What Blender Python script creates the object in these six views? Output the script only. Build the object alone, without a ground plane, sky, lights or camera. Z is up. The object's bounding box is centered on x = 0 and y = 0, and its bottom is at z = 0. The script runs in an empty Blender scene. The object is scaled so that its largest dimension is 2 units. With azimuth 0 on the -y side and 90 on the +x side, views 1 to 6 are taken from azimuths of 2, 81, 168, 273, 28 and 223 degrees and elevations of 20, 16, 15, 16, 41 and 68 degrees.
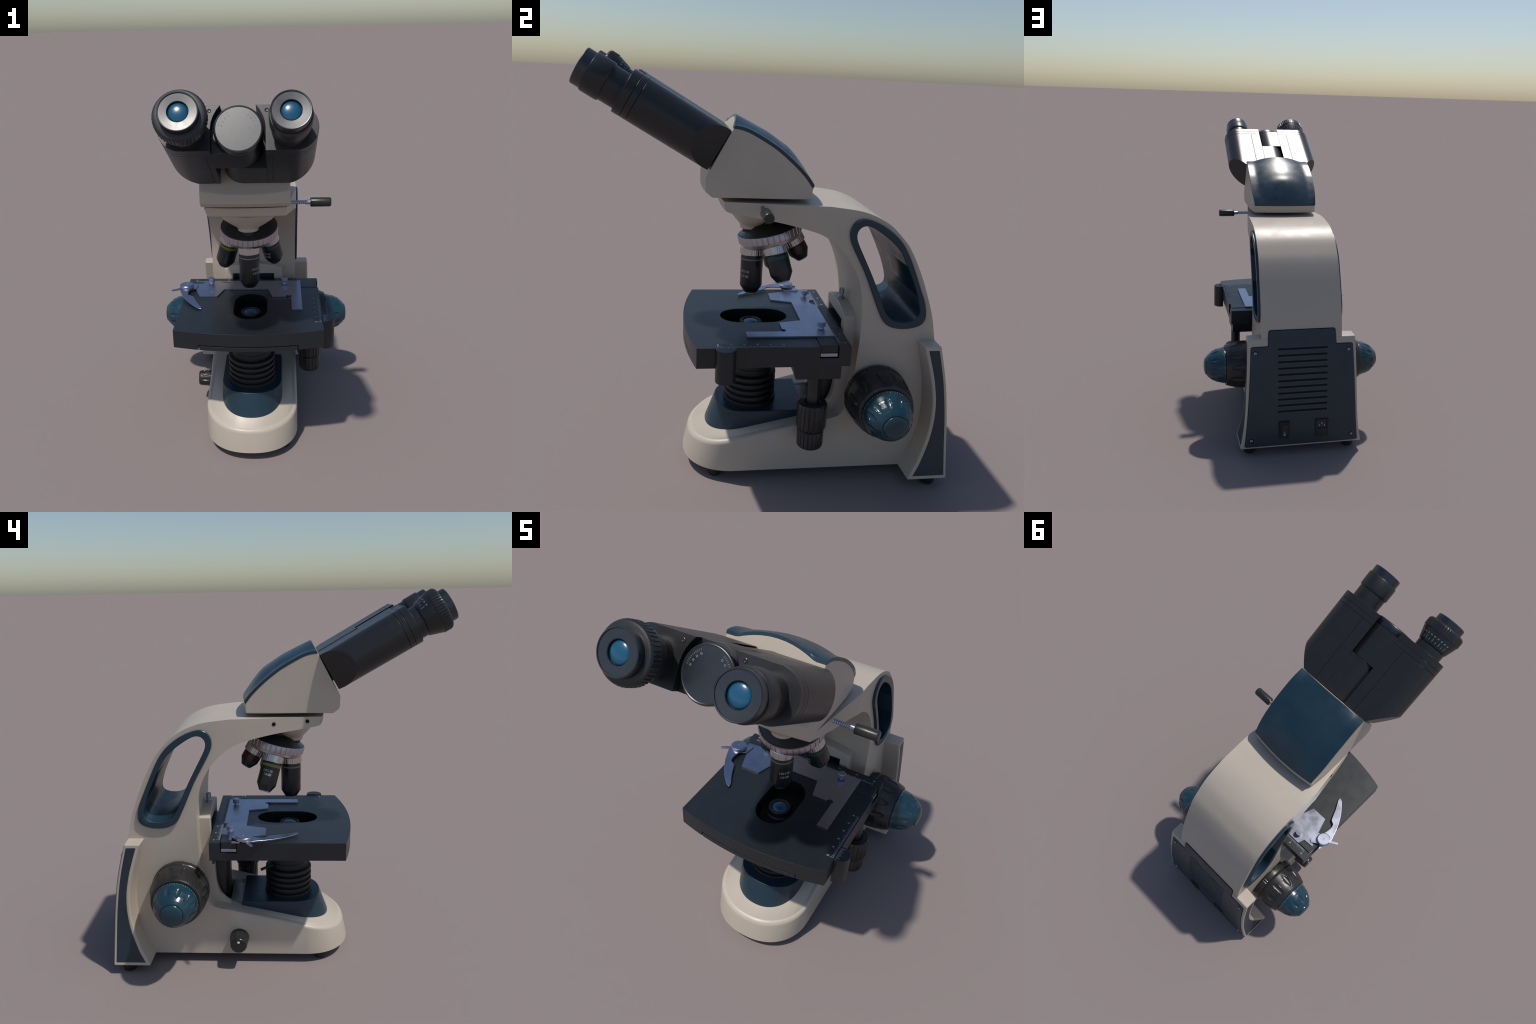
import bpy, bmesh, math, random
from math import sin, cos, pi, sqrt, radians
from mathutils import Vector, Matrix

random.seed(7)

# ------------------------------------------------------------------ materials
def principled(name, color, rough=0.5, metal=0.0, spec=0.5, coat=0.0, vary=0.06,
               scale=14.0, bump=0.0, bump_scale=260.0, rough_vary=0.06, coat_rough=0.1):
    m = bpy.data.materials.new(name)
    m.use_nodes = True
    nt = m.node_tree
    b = nt.nodes["Principled BSDF"]
    tc = nt.nodes.new("ShaderNodeTexCoord")
    n = nt.nodes.new("ShaderNodeTexNoise")
    n.inputs["Scale"].default_value = scale
    n.inputs["Detail"].default_value = 6.0
    nt.links.new(tc.outputs["Object"], n.inputs["Vector"])
    r = nt.nodes.new("ShaderNodeValToRGB")
    r.color_ramp.elements[0].position = 0.3
    r.color_ramp.elements[1].position = 0.7
    lo = tuple(c * (1 - vary) for c in color) + (1,)
    hi = tuple(min(1, c * (1 + vary)) for c in color) + (1,)
    r.color_ramp.elements[0].color = lo
    r.color_ramp.elements[1].color = hi
    nt.links.new(n.outputs["Fac"], r.inputs["Fac"])
    nt.links.new(r.outputs["Color"], b.inputs["Base Color"])
    mr = nt.nodes.new("ShaderNodeMapRange")
    mr.inputs["From Min"].default_value = 0.3
    mr.inputs["From Max"].default_value = 0.7
    mr.inputs["To Min"].default_value = max(0.02, rough - rough_vary)
    mr.inputs["To Max"].default_value = min(1.0, rough + rough_vary)
    n2 = nt.nodes.new("ShaderNodeTexNoise")
    n2.inputs["Scale"].default_value = scale * 2.3
    n2.inputs["Detail"].default_value = 4.0
    nt.links.new(tc.outputs["Object"], n2.inputs["Vector"])
    nt.links.new(n2.outputs["Fac"], mr.inputs["Value"])
    nt.links.new(mr.outputs["Result"], b.inputs["Roughness"])
    b.inputs["Metallic"].default_value = metal
    b.inputs["Specular IOR Level"].default_value = spec
    b.inputs["Coat Weight"].default_value = coat
    b.inputs["Coat Roughness"].default_value = coat_rough
    if bump > 0:
        n3 = nt.nodes.new("ShaderNodeTexNoise")
        n3.inputs["Scale"].default_value = bump_scale
        n3.inputs["Detail"].default_value = 2.0
        nt.links.new(tc.outputs["Object"], n3.inputs["Vector"])
        bp = nt.nodes.new("ShaderNodeBump")
        bp.inputs["Strength"].default_value = bump
        bp.inputs["Distance"].default_value = 0.002
        nt.links.new(n3.outputs["Fac"], bp.inputs["Height"])
        nt.links.new(bp.outputs["Normal"], b.inputs["Normal"])
    return m

CREAM = principled("cream_painted_metal", (0.478, 0.415, 0.342), 0.42, vary=0.025, scale=5, rough_vary=0.04)
BLUE = principled("dark_blue_plastic", (0.011, 0.034, 0.054), 0.33, vary=0.10, scale=9)
NAVY = principled("navy_panel_plastic", (0.018, 0.032, 0.047), 0.42, vary=0.08, scale=12)
KNOBBLUE = principled("glossy_blue_knob_plastic", (0.011, 0.041, 0.062), 0.22, vary=0.12, scale=16)
BLACK = principled("black_moulded_plastic", (0.0155, 0.0158, 0.0175), 0.36, vary=0.06, scale=20, bump=0.05, bump_scale=420, rough_vary=0.025)
RUBBER = principled("black_rubber", (0.012, 0.012, 0.013), 0.55, vary=0.12, scale=20)
EYECUP = principled("blue_black_eyecup", (0.007, 0.010, 0.0155), 0.35, spec=0.9, vary=0.1, scale=18, rough_vary=0.03)
KNOBBLACK = principled("black_knob_plastic", (0.020, 0.0195, 0.019), 0.33, vary=0.22, scale=22)
STAGE = principled("black_stage_enamel", (0.0125, 0.0162, 0.0205), 0.35, vary=0.07, scale=8, bump=0.03, bump_scale=200, rough_vary=0.03)
PIT = principled("dark_fill", (0.004, 0.0042, 0.005), 0.6, spec=0.2)  # near-black fill that makes recesses, slots and joints look deep
SILVER = principled("brushed_steel", (0.40, 0.42, 0.52), 0.30, metal=1.0, vary=0.10, scale=7, rough_vary=0.05)
CHROME = principled("knurled_chrome", (0.58, 0.56, 0.54), 0.24, metal=1.0, vary=0.05, scale=6, rough_vary=0.03)
RINGMETAL = principled("turret_ring_metal", (0.45, 0.42, 0.455), 0.34, metal=1.0, vary=0.05, scale=6, rough_vary=0.03)
MARK = principled("pale_scale_paint", (0.19, 0.22, 0.245), 0.5, vary=0.15, scale=90)
LABEL = principled("faded_white_print", (0.17, 0.17, 0.175), 0.5, vary=0.3, scale=120)
WHITE = principled("white_dot_paint", (0.75, 0.75, 0.75), 0.4)
YELLOW = principled("yellow_band_paint", (0.16, 0.17, 0.012), 0.35)
GREEN = principled("teal_band_paint", (0.005, 0.050, 0.046), 0.35)
RED = principled("red_band_paint", (0.070, 0.006, 0.008), 0.35)
OBJBLACK = principled("black_objective_barrel", (0.011, 0.0115, 0.0135), 0.33, vary=0.12, scale=25)

def lens_material(name, deep, pale, rough):
    m = bpy.data.materials.new(name)
    m.use_nodes = True
    nt = m.node_tree
    b = nt.nodes["Principled BSDF"]
    lw = nt.nodes.new("ShaderNodeLayerWeight")
    lw.inputs["Blend"].default_value = 0.35
    r = nt.nodes.new("ShaderNodeValToRGB")
    r.color_ramp.elements[0].color = pale + (1,)
    r.color_ramp.elements[1].color = deep + (1,)
    nt.links.new(lw.outputs["Facing"], r.inputs["Fac"])
    nt.links.new(r.outputs["Color"], b.inputs["Base Color"])
    b.inputs["Roughness"].default_value = rough
    b.inputs["Coat Weight"].default_value = 0.55
    b.inputs["Coat Roughness"].default_value = 0.06
    b.inputs["Specular IOR Level"].default_value = 0.5
    return m
LENS = lens_material("blue_coated_lens_glass", (0.006, 0.050, 0.070), (0.003, 0.075, 0.155), 0.24)

# ------------------------------------------------------------------ scene tree
def empty(name, parent=None, loc=(0, 0, 0)):
    o = bpy.data.objects.new(name, None)
    bpy.context.scene.collection.objects.link(o)
    o.location = loc
    if parent:
        o.parent = parent
    return o

ROOT = empty("microscope")
ROOT["label"] = "cream and dark blue binocular laboratory microscope with black stage"
ROOT["category"] = "microscope"

def new_obj(name, mesh, mat, parent=None):
    o = bpy.data.objects.new(name, mesh)
    bpy.context.scene.collection.objects.link(o)
    mesh.materials.clear()
    mesh.materials.append(mat)
    o.parent = parent if parent is not None else ROOT
    return o

def mesh_from(verts, faces, name="m"):
    me = bpy.data.meshes.new(name)
    me.from_pydata([tuple(v) for v in verts], [], faces)
    bm = bmesh.new()
    bm.from_mesh(me)
    bmesh.ops.remove_doubles(bm, verts=bm.verts, dist=1e-6)
    bmesh.ops.recalc_face_normals(bm, faces=bm.faces)
    bm.to_mesh(me)
    bm.free()
    return me

def bake(o):
    dg = bpy.context.evaluated_depsgraph_get()
    dg.update()
    me = bpy.data.meshes.new_from_object(o.evaluated_get(dg), preserve_all_data_layers=True, depsgraph=dg)
    o.modifiers.clear()
    old = o.data
    o.data = me
    if old.users == 0:
        bpy.data.meshes.remove(old)

def smooth(o, angle=32):
    me = o.data
    me.polygons.foreach_set("use_smooth", [True] * len(me.polygons))
    me.set_sharp_from_angle(angle=radians(angle))
    me.update()

def bevel(o, width, seg=3, angle=35, weight=False):
    me = o.data
    me.polygons.foreach_set("use_smooth", [True] * len(me.polygons))
    m = o.modifiers.new("bevel", 'BEVEL')
    m.width = width
    m.segments = seg
    m.limit_method = 'WEIGHT' if weight else 'ANGLE'
    m.angle_limit = radians(angle)
    m.harden_normals = True
    m.use_clamp_overlap = True
    bake(o)

def cut(o, cutters, op='DIFFERENCE'):
    for c in cutters:
        m = o.modifiers.new("b", 'BOOLEAN')
        m.operation = op
        m.solver = 'EXACT'
        m.object = c
        bake(o)
    for c in cutters:
        me = c.data
        bpy.data.objects.remove(c)
        if me.users == 0:
            bpy.data.meshes.remove(me)

# ------------------------------------------------------------------ builders
def prism(name, outline, place, h0, h1, mat, parent=None, bev=0.0, seg=3, ang=35):
    """outline: 2D polygon; place(a, b, h) -> 3D point."""
    n = len(outline)
    v = [place(a, b, h0) for a, b in outline] + [place(a, b, h1) for a, b in outline]
    f = [list(range(n))[::-1], list(range(n, 2 * n))]
    f += [[i, (i + 1) % n, n + (i + 1) % n, n + i] for i in range(n)]
    o = new_obj(name, mesh_from(v, f, name), mat, parent)
    if bev > 0:
        bevel(o, bev, seg, ang)
    else:
        smooth(o)
    return o

XY = lambda a, b, h: (a, b, h)     # outline in x,y; extruded in z
YZ = lambda a, b, h: (h, a, b)     # outline in y,z; extruded in x
XZ = lambda a, b, h: (a, h, b)     # outline in x,z; extruded in y

def box(name, x, y, z, mat, parent=None, bev=0.002, seg=2):
    return prism(name, [(x[0], y[0]), (x[1], y[0]), (x[1], y[1]), (x[0], y[1])], XY, z[0], z[1],
                 mat, parent, bev, seg)

def frame(d):
    d = Vector(d).normalized()
    ref = Vector((0, 0, 1)) if abs(d.z) < 0.9 else Vector((1, 0, 0))
    u = d.cross(ref).normalized()
    w = d.cross(u).normalized()
    return d, u, w

def chamfer(profile, c):
    out = [profile[0]]
    for p, q, r in zip(profile, profile[1:], profile[2:]):
        q = Vector(q); a = Vector(p) - q; b = Vector(r) - q
        if a.length < 1e-6 or b.length < 1e-6 or a.normalized().angle(-b.normalized()) < radians(28):
            out.append(tuple(q)); continue
        k = min(c, a.length * 0.45, b.length * 0.45)
        out.append(tuple(q + a.normalized() * k))
        out.append(tuple(q + b.normalized() * k))
    out.append(profile[-1])
    return out

def lathe(name, profile, origin, direction, mat, parent=None, seg=64, ch=0.0015, mod=None, ang=24, smooth_all=False):
    """profile: list of (radius, height along direction). mod(r, h, theta) -> radius."""
    if ch > 0:
        profile = chamfer(profile, ch)
    d, u, w = frame(direction)
    o0 = Vector(origin)
    V = []; F = []
    rows = []
    for r, h in profile:
        if r < 1e-6:
            rows.append([len(V)]); V.append(o0 + d * h)
        else:
            ids = []
            for k in range(seg):
                t = 2 * pi * k / seg
                rr = mod(r, h, t) if mod else r
                ids.append(len(V))
                V.append(o0 + d * h + (u * cos(t) + w * sin(t)) * rr)
            rows.append(ids)
    for a, b in zip(rows, rows[1:]):
        if len(a) == 1 and len(b) == 1:
            continue
        for k in range(seg):
            k2 = (k + 1) % seg
            if len(a) == 1:
                F.append([a[0], b[k], b[k2]])
            elif len(b) == 1:
                F.append([a[k], b[0], a[k2]])
            else:
                F.append([a[k], b[k], b[k2], a[k2]])
    for rr in (rows[0], rows[-1]):
        if len(rr) > 1:
            F.append(list(rr))
    ob = new_obj(name, mesh_from(V, F, name), mat, parent)
    smooth(ob, 180 if smooth_all else ang)
    return ob

def join(objs, name):
    bm = bmesh.new()
    for o in objs:
        bm.from_mesh(o.data)
    me = bpy.data.meshes.new(name)
    bm.to_mesh(me); bm.free()
    mat = objs[0].data.materials[0]; par = objs[0].parent
    for o in objs:
        d = o.data
        bpy.data.objects.remove(o)
        if d.users == 0: bpy.data.meshes.remove(d)
    o = new_obj(name, me, mat, par)
    smooth(o)
    return o

def catmull(pts, n=8, closed=False):
    P = [Vector(p) for p in pts]
    out = []
    N = len(P)
    rng = range(N if closed else N - 1)
    for i in rng:
        p1, p2 = P[i], P[(i + 1) % N]
        p0 = P[i - 1] if (closed or i > 0) else p1 * 2 - p2
        p3 = P[(i + 2) % N] if (closed or i + 2 < N) else p2 * 2 - p1
        for k in range(n):
            t = k / n
            out.append(tuple(0.5 * ((2 * p1) + (p2 - p0) * t + (2 * p0 - 5 * p1 + 4 * p2 - p3) * t * t
                                    + (3 * p1 - p0 - 3 * p2 + p3) * t ** 3)))
    if not closed:
        out.append(tuple(P[-1]))
    return out

def interp(tab, x):
    if x <= tab[0][0]: return tab[0][1]
    for (a, fa), (b, fb) in zip(tab, tab[1:]):
        if x <= b:
            return fa + (fb - fa) * (x - a) / (b - a)
    return tab[-1][1]

def sinterp(tab, x):
    c = catmull(tab, 10)
    return interp(c, x)

# ================================================================== BODY (arm + base)
HW = 0.2555                                   # half width of the stand
outer = [(0.774, 0.738), (0.754, 0.834), (0.735, 0.900), (0.690, 1.020), (0.650, 1.108), (0.600, 1.198),
         (0.552, 1.254), (0.508, 1.296), (0.466, 1.324), (0.411, 1.350), (0.340, 1.370), (0.210, 1.386)]
outer = [(y + 0.0010, z + 0.0010) for y, z in outer]         # edges are eased later
inner = [(-0.083, 1.317), (-0.02, 1.307), (0.056, 1.292), (0.158, 1.266), (0.222, 1.233), (0.278, 1.187),
         (0.326, 1.130), (0.363, 1.063), (0.386, 0.992), (0.396, 0.930), (0.400, 0.850), (0.401, 0.750),
         (0.395, 0.640), (0.389, 0.530), (0.370, 0.420), (0.340, 0.354), (0.300, 0.335), (0.262, 0.3265)]
def base_top(y):
    return 0.270 + 0.2155 * y
body_profile = ([(-0.47, 0.055), (0.69, 0.055), (0.855, 0.066), (0.838, 0.30), (0.805, 0.55), (0.768, 0.72)]
                + catmull(outer, 5) + [(0.13, 1.388), (-0.272, 1.388), (-0.2715, 1.362), (-0.262, 1.343), (-0.245, 1.336)]
                + catmull(inner, 5) + [(-0.47, base_top(-0.47))])
body = prism("stand", body_profile, YZ, -HW, HW, CREAM)
# narrow the arm towards its nose
bm = bmesh.new(); bm.from_mesh(body.data)
bmesh.ops.bisect_plane(bm, geom=bm.verts[:] + bm.edges[:] + bm.faces[:], plane_co=(0, 0.13, 0), plane_no=(0, 1, 0))
for xc_ in (-0.225, -0.19, -0.15, -0.1, -0.05, 0.0, 0.05, 0.1, 0.15, 0.19, 0.225):
    bmesh.ops.bisect_plane(bm, geom=bm.verts[:] + bm.edges[:] + bm.faces[:], plane_co=(xc_, 0, 0), plane_no=(1, 0, 0))
inner_pts = [Vector(p) for p in catmull(inner, 5) if 0.40 < p[1] < 1.275]
for v in bm.verts:                # the front of the column is slightly crowned
    if min((Vector((v.co.y, v.co.z)) - p).length for p in inner_pts) < 0.004:
        k = min(1, (v.co.z - 0.40) / 0.1, (1.28 - v.co.z) / 0.08)
        q = 0.005 * max(0, k) * (1 - (v.co.x / HW) ** 2)
        v.co.y -= q * 0.93; v.co.z -= q * 0.36 * min(1, max(0, (v.co.z - 0.95) / 0.2))
for v in bm.verts:
    if v.co.z > 0.95 and v.co.y < 0.13:
        w = 0.200 + (v.co.y + 0.285) * (HW - 0.200) / 0.415
        if v.co.y < -0.24 and v.co.z < 1.35:
            w -= 0.012
        v.co.x *= w / HW
        if v.co.y < -0.23:
            v.co.y += 0.016 * (v.co.x / 0.2) ** 2
bm.to_mesh(body.data); bm.free()
# round, slanted front of the base: cut away everything outside a D-shaped outline
def d_front(half, yc, depth, power=2.4, n=30):
    pts = []
    for k in range(n + 1):
        t = pi * k / n
        c, s = cos(t), sin(t)
        pts.append((half * math.copysign(abs(c) ** (2 / power), c), yc - depth * abs(s) ** (2 / power)))
    return pts
RR = 0.020                                   # radius of the soft rim round the base top
def base_ring(inset, level):
    """cutter outline: D front, straight flanks; level < 0 means low plane, else rim angle or top"""
    slant = 0.0
    pts = []
    arc = d_front(HW + 0.0006 - inset, -0.165, 0.255 - inset, 2.22, 40)
    flank = [0.20, 0.14, 0.08, 0.0, -0.08]
    fade = lambda y: max(0.0, min(1.0, (0.22 - y) / 0.16))
    right = [(HW + 0.0006 - inset * fade(y), y) for y in flank]
    return right + arc + [(-x, y) for x, y in right[::-1]]
def ring_level(inset, dz, absz=None):
    out = []
    for x, y in base_ring(inset, 0):
        f_ = max(0.0, min(1.0, (0.22 - y) / 0.16))
        z = absz if absz is not None else base_top(y) + dz * f_ + 0.0005
        # the front wall leans back as it rises
        lean = 0.20 * (z - 0.055) * max(0.0, min(1.0, (-0.165 - y) / 0.2))
        out.append((x, y + lean, z))
    out += [(-0.6, 0.20, z_) for z_ in ([absz] if absz is not None else [base_top(0.20)])]
    zz = absz if absz is not None else base_top(-0.4)
    out += [(-0.6, -0.8, zz), (0.6, -0.8, zz), (0.6, 0.20, absz if absz is not None else base_top(0.20))]
    return out
levels = [ring_level(0, 0, -0.1)]
for k in range(7):
    th = (pi / 2) * k / 6
    levels.append(ring_level(RR * (1 - cos(th)), -RR + RR * sin(th)))
levels.append(ring_level(RR, 0, 0.45))
n = len(levels[0])
V = [v for L in levels for v in L]
F = [list(range(n))[::-1], [len(V) - n + i for i in range(n)]]
for l in range(len(levels) - 1):
    F += [[l * n + i, l * n + (i + 1) % n, (l + 1) * n + (i + 1) % n, (l + 1) * n + i] for i in range(n)]
front_cut = new_obj("cutter", mesh_from(V, F), PIT)
cut(body, [front_cut])

# handle opening: outlines of the rim, in the y,z plane
rim_outer = [(0.361, 1.339), (0.328, 1.325), (0.307, 1.292), (0.305, 1.252), (0.322, 1.210), (0.394, 1.079), (0.440, 0.975),
             (0.479, 0.888), (0.508, 0.835), (0.549, 0.812), (0.605, 0.804), (0.661, 0.811), (0.704, 0.829),
             (0.714, 0.862), (0.701, 0.934), (0.672, 1.00), (0.639, 1.077), (0.596, 1.169), (0.553, 1.233), (0.490, 1.287), (0.423, 1.323)]
rim_inner = [(0.375, 1.308), (0.347, 1.296), (0.334, 1.260), (0.346, 1.227), (0.419, 1.087), (0.452, 1.019), (0.486, 0.945),
             (0.514, 0.880), (0.552, 0.847), (0.592, 0.840), (0.634, 0.841), (0.672, 0.855), (0.681, 0.884), (0.656, 0.973),
             (0.615, 1.067), (0.583, 1.13), (0.552, 1.187), (0.490, 1.246), (0.405, 1.301)]
def resample(pts, N):
    c = catmull(pts, 10, True)
    L = [0]
    for a, b in zip(c, c[1:] + c[:1]):
        L.append(L[-1] + (Vector(a) - Vector(b)).length)
    out = []; j = 0
    c2 = c + c[:1]
    for k in range(N):
        s = L[-1] * k / N
        while L[j + 1] < s: j += 1
        t = (s - L[j]) / max(1e-9, L[j + 1] - L[j])
        out.append(tuple(Vector(c2[j]).lerp(Vector(c2[j + 1]), t)))
    return out
NR = 110
ro, ri = resample(rim_outer, NR), resample(rim_inner, NR)
def relax(P, it):
    P = [Vector(p) for p in P]
    for _ in range(it):
        P = [P[i] * 0.5 + (P[i - 1] + P[(i + 1) % len(P)]) * 0.25 for i in range(len(P))]
    return [tuple(p) for p in P]
ro, ri = relax(ro, 6), relax(ri, 8)
mid = [tuple(Vector(a).lerp(Vector(b), 0.5)) for a, b in zip(ro, ri)]
hole = prism("cutter", mid, YZ, -0.5, 0.5, PIT)
slot = box("cutter", (-0.128, 0.128), (0.243, 0.47), (0.26, 0.42), PIT, None, 0)
cut(body, [hole, slot])
bm = bmesh.new(); bm.from_mesh(body.data)
bmesh.ops.remove_doubles(bm, verts=bm.verts, dist=2e-4)
bmesh.ops.dissolve_degenerate(bm, edges=bm.edges, dist=1e-4)
wl = bm.edges.layers.float.get("bevel_weight_edge") or bm.edges.layers.float.new("bevel_weight_edge")
for e in bm.edges:
    if len(e.link_faces) == 2 and e.calc_face_angle(0) > radians(33):
        c = (e.verts[0].co + e.verts[1].co) / 2
        hole_edge = 0.30 < c.y < 0.72 and 0.80 < c.z < 1.34 and min((Vector((c.y, c.z)) - Vector(p)).length for p in mid) < 0.004
        slot_edge = abs(c.x) < 0.13 and c.y > 0.24 and c.z < 0.5
        if hole_edge or slot_edge:
            continue
        if 0.08 < c.z < 0.345 and c.y < 0.28:
            continue
        elif c.z < 0.06:
            e[wl] = 0.35
        else:
            e[wl] = 0.28
bm.to_mesh(body.data); bm.free()
bevel(body, 0.026, 4, weight=True)

# handle rim: blue liner that runs right through the arm
V = []; F = []
xr = 0.2695
def rim_loop(loop, x):
    ids = list(range(len(V), len(V) + NR))
    V.extend((x, y, z) for y, z in loop)
    return ids
lerp2 = lambda A, B, t: [tuple(Vector(a).lerp(Vector(b), t)) for a, b in zip(A, B)]
order = [(ro, -0.238), (ro, -xr + 0.003), (lerp2(ro, ri, 0.09), -xr), (lerp2(ro, ri, 0.91), -xr), (ri, -xr + 0.003),
         (ri, xr - 0.003), (lerp2(ro, ri, 0.91), xr), (lerp2(ro, ri, 0.09), xr), (ro, xr - 0.003), (ro, 0.238)]
loops = [rim_loop(l, x) for l, x in order]
for a, b in zip(loops, loops[1:] + loops[:1]):
    for k in range(NR):
        k2 = (k + 1) % NR
        F.append([a[k], a[k2], b[k2], b[k]])
rim = new_obj("handle_rim", mesh_from(V, F), BLUE)
smooth(rim, 40)

# ------------------------------------------------------------------ rear housing (flared cream block with side wings)
yr_tab = [(0.055, 0.870), (0.20, 0.862), (0.37, 0.848), (0.555, 0.8215), (0.745, 0.777)]
yf_tab = [(0.055, 0.667), (0.10, 0.692), (0.15, 0.716), (0.257, 0.750), (0.361, 0.765), (0.46, 0.764), (0.55, 0.749), (0.615, 0.733), (0.745, 0.693)]
w_tab = [(0.055, 0.390), (0.10, 0.381), (0.20, 0.367), (0.30, 0.359), (0.434, 0.353), (0.565, 0.348), (0.745, 0.343)]
yin_tab = [(0.055, 0.660), (0.177, 0.712), (0.292, 0.743), (0.40, 0.748), (0.50, 0.740), (0.573, 0.728), (0.745, 0.688)]
yr = lambda z: sinterp(yr_tab, z)
yf = lambda z: sinterp(yf_tab, z)
wz = lambda z: sinterp(w_tab, z)

def stack(name, zs, rect, mat, parent=None, bev=0.0, seg=3):
    """loft of rectangles: rect(z) -> (x0, x1, y0, y1)"""
    V = []; F = []
    for z in zs:
        x0, x1, y0, y1 = rect(z)
        V += [(x0, y0, z), (x1, y0, z), (x1, y1, z), (x0, y1, z)]
    for i in range(len(zs) - 1):
        a = 4 * i; b = a + 4
        for k in range(4):
            k2 = (k + 1) % 4
            F.append([a + k, a + k2, b + k2, b + k])
    F.append([3, 2, 1, 0]); m_ = 4 * (len(zs) - 1); F.append([m_, m_ + 1, m_ + 2, m_ + 3])
    o = new_obj(name, mesh_from(V, F), mat, parent)
    if bev: bevel(o, bev, seg)
    else: smooth(o)
    return o

zs = [0.055 + (0.745 - 0.055) * k / 24 for k in range(25)]
V = []; F = []
for z in zs:
    w, a, b, c = wz(z), yf(z), yr(z), sinterp(yin_tab, z)
    V += [(-w, a, z), (-0.252, c, z), (0.252, c, z), (w, a, z), (w, b, z), (-w, b, z)]
for i in range(len(zs) - 1):
    for k in range(6):
        F.append([6 * i + k, 6 * i + (k + 1) % 6, 6 * i + 6 + (k + 1) % 6, 6 * i + 6 + k])
F.append([5, 4, 3, 2, 1, 0]); F.append([6 * (len(zs) - 1) + k for k in range(6)])
rear_h = new_obj("rear_housing", mesh_from(V, F), CREAM)
bevel(rear_h, 0.008, 3)
zs2 = [0.074 + (0.726 - 0.074) * k / 24 for k in range(25)]
for s in (-1, 1):
    def side_rect(z, s=s):
        a, b = s * (wz(z) + 0.0015), s * (wz(z) - 0.012)
        return (min(a, b), max(a, b), yf(z) + 0.016, yr(z) - 0.014)
    stack("side_panel", zs2, side_rect, NAVY, None, 0.002, 2)

# rear cover plate, stepped like a bottle, with louvre slots
plate_w = [(0.07, 0.362), (0.20, 0.349), (0.37, 0.338), (0.503, 0.331), (0.70, 0.322)]
def rear_surface(z):
    return yr(z) if z <= 0.745 else sinterp([(0.745, 0.777), (0.80, 0.764), (0.85, 0.752)], z)
def ladder(name, left, right, ybase, thick, proud, mat, parent=None, bev=0.002):
    """curved plate made of horizontal rungs; left/right are lists of (x, z) with matching z"""
    V = []; F = []
    n = len(right)
    for (xl, z), (xrr, _) in zip(left, right):
        y1 = ybase(z) + proud; y0 = y1 - thick
        V += [(xl, y1, z), (xrr, y1, z), (xrr, y0, z), (xl, y0, z)]
    for i in range(n - 1):
        a = 4 * i; b = a + 4
        for k in range(4):
            k2 = (k + 1) % 4
            F.append([a + k, a + k2, b + k2, b + k])
    F.append([3, 2, 1, 0]); m_ = 4 * (n - 1); F.append([m_, m_ + 1, m_ + 2, m_ + 3])
    o = new_obj(name, mesh_from(V, F), mat, parent)
    if bev: bevel(o, bev, 2)
    else: smooth(o)
    return o
R = [(sinterp(plate_w, z), z) for z in [0.074 + 0.618 * k / 20 for k in range(21)]]
R = [(R[0][0] - 0.014, 0.070)] + R + [(R[-1][0] - 0.006, 0.6975), (R[-1][0] - 0.016, 0.700)]
T = [(0.2155, 0.7005), (0.215, 0.72), (0.2135, 0.745), (0.212, 0.77), (0.2105, 0.785), (0.206, 0.792), (0.196, 0.7955)]
RT = R + T
plate = ladder("rear_cover_plate", [(-x, z) for x, z in RT], RT, rear_surface, 0.016, 0.0045, NAVY, None, 0)
def zc(k):                       # louvre heights on the curved plate
    return 0.683 - 0.0389 * k
cutters = []
for k in range(11):
    z = zc(k)
    cutters.append(box("cutter", (-0.157, 0.157), (yr(z) - 0.004, yr(z) + 0.02), (z - 0.0055, z + 0.0055), PIT, None, 0))
cutters_j = join(cutters, "cutter")
cut(plate, [cutters_j])
smooth(plate, 30)
V = [(0.17, 0.27), (0.17, 0.70)]
ladder("louvre_dark_sheet", [(-0.165, z) for z in [0.27 + 0.43 * k / 12 for k in range(13)]],
       [(0.165, z) for z in [0.27 + 0.43 * k / 12 for k in range(13)]], rear_surface, 0.004, 0.0012, PIT, plate, 0)  # added dark sheet so the shallow slots look deep
# dark joint line round the plate
def offs(P, d):
    out = []
    for i, (x, z) in enumerate(P):
        out.append((x + d, z + (d if i >= len(P) - 3 else (-d if i == 0 else (d if 21 <= i <= 24 else 0)))))
    return out
JT = offs(RT, 0.0028)
ladder("plate_joint", [(-x, z) for x, z in JT], JT, rear_surface, 0.012, 0.0009, PIT, plate, 0)

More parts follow.
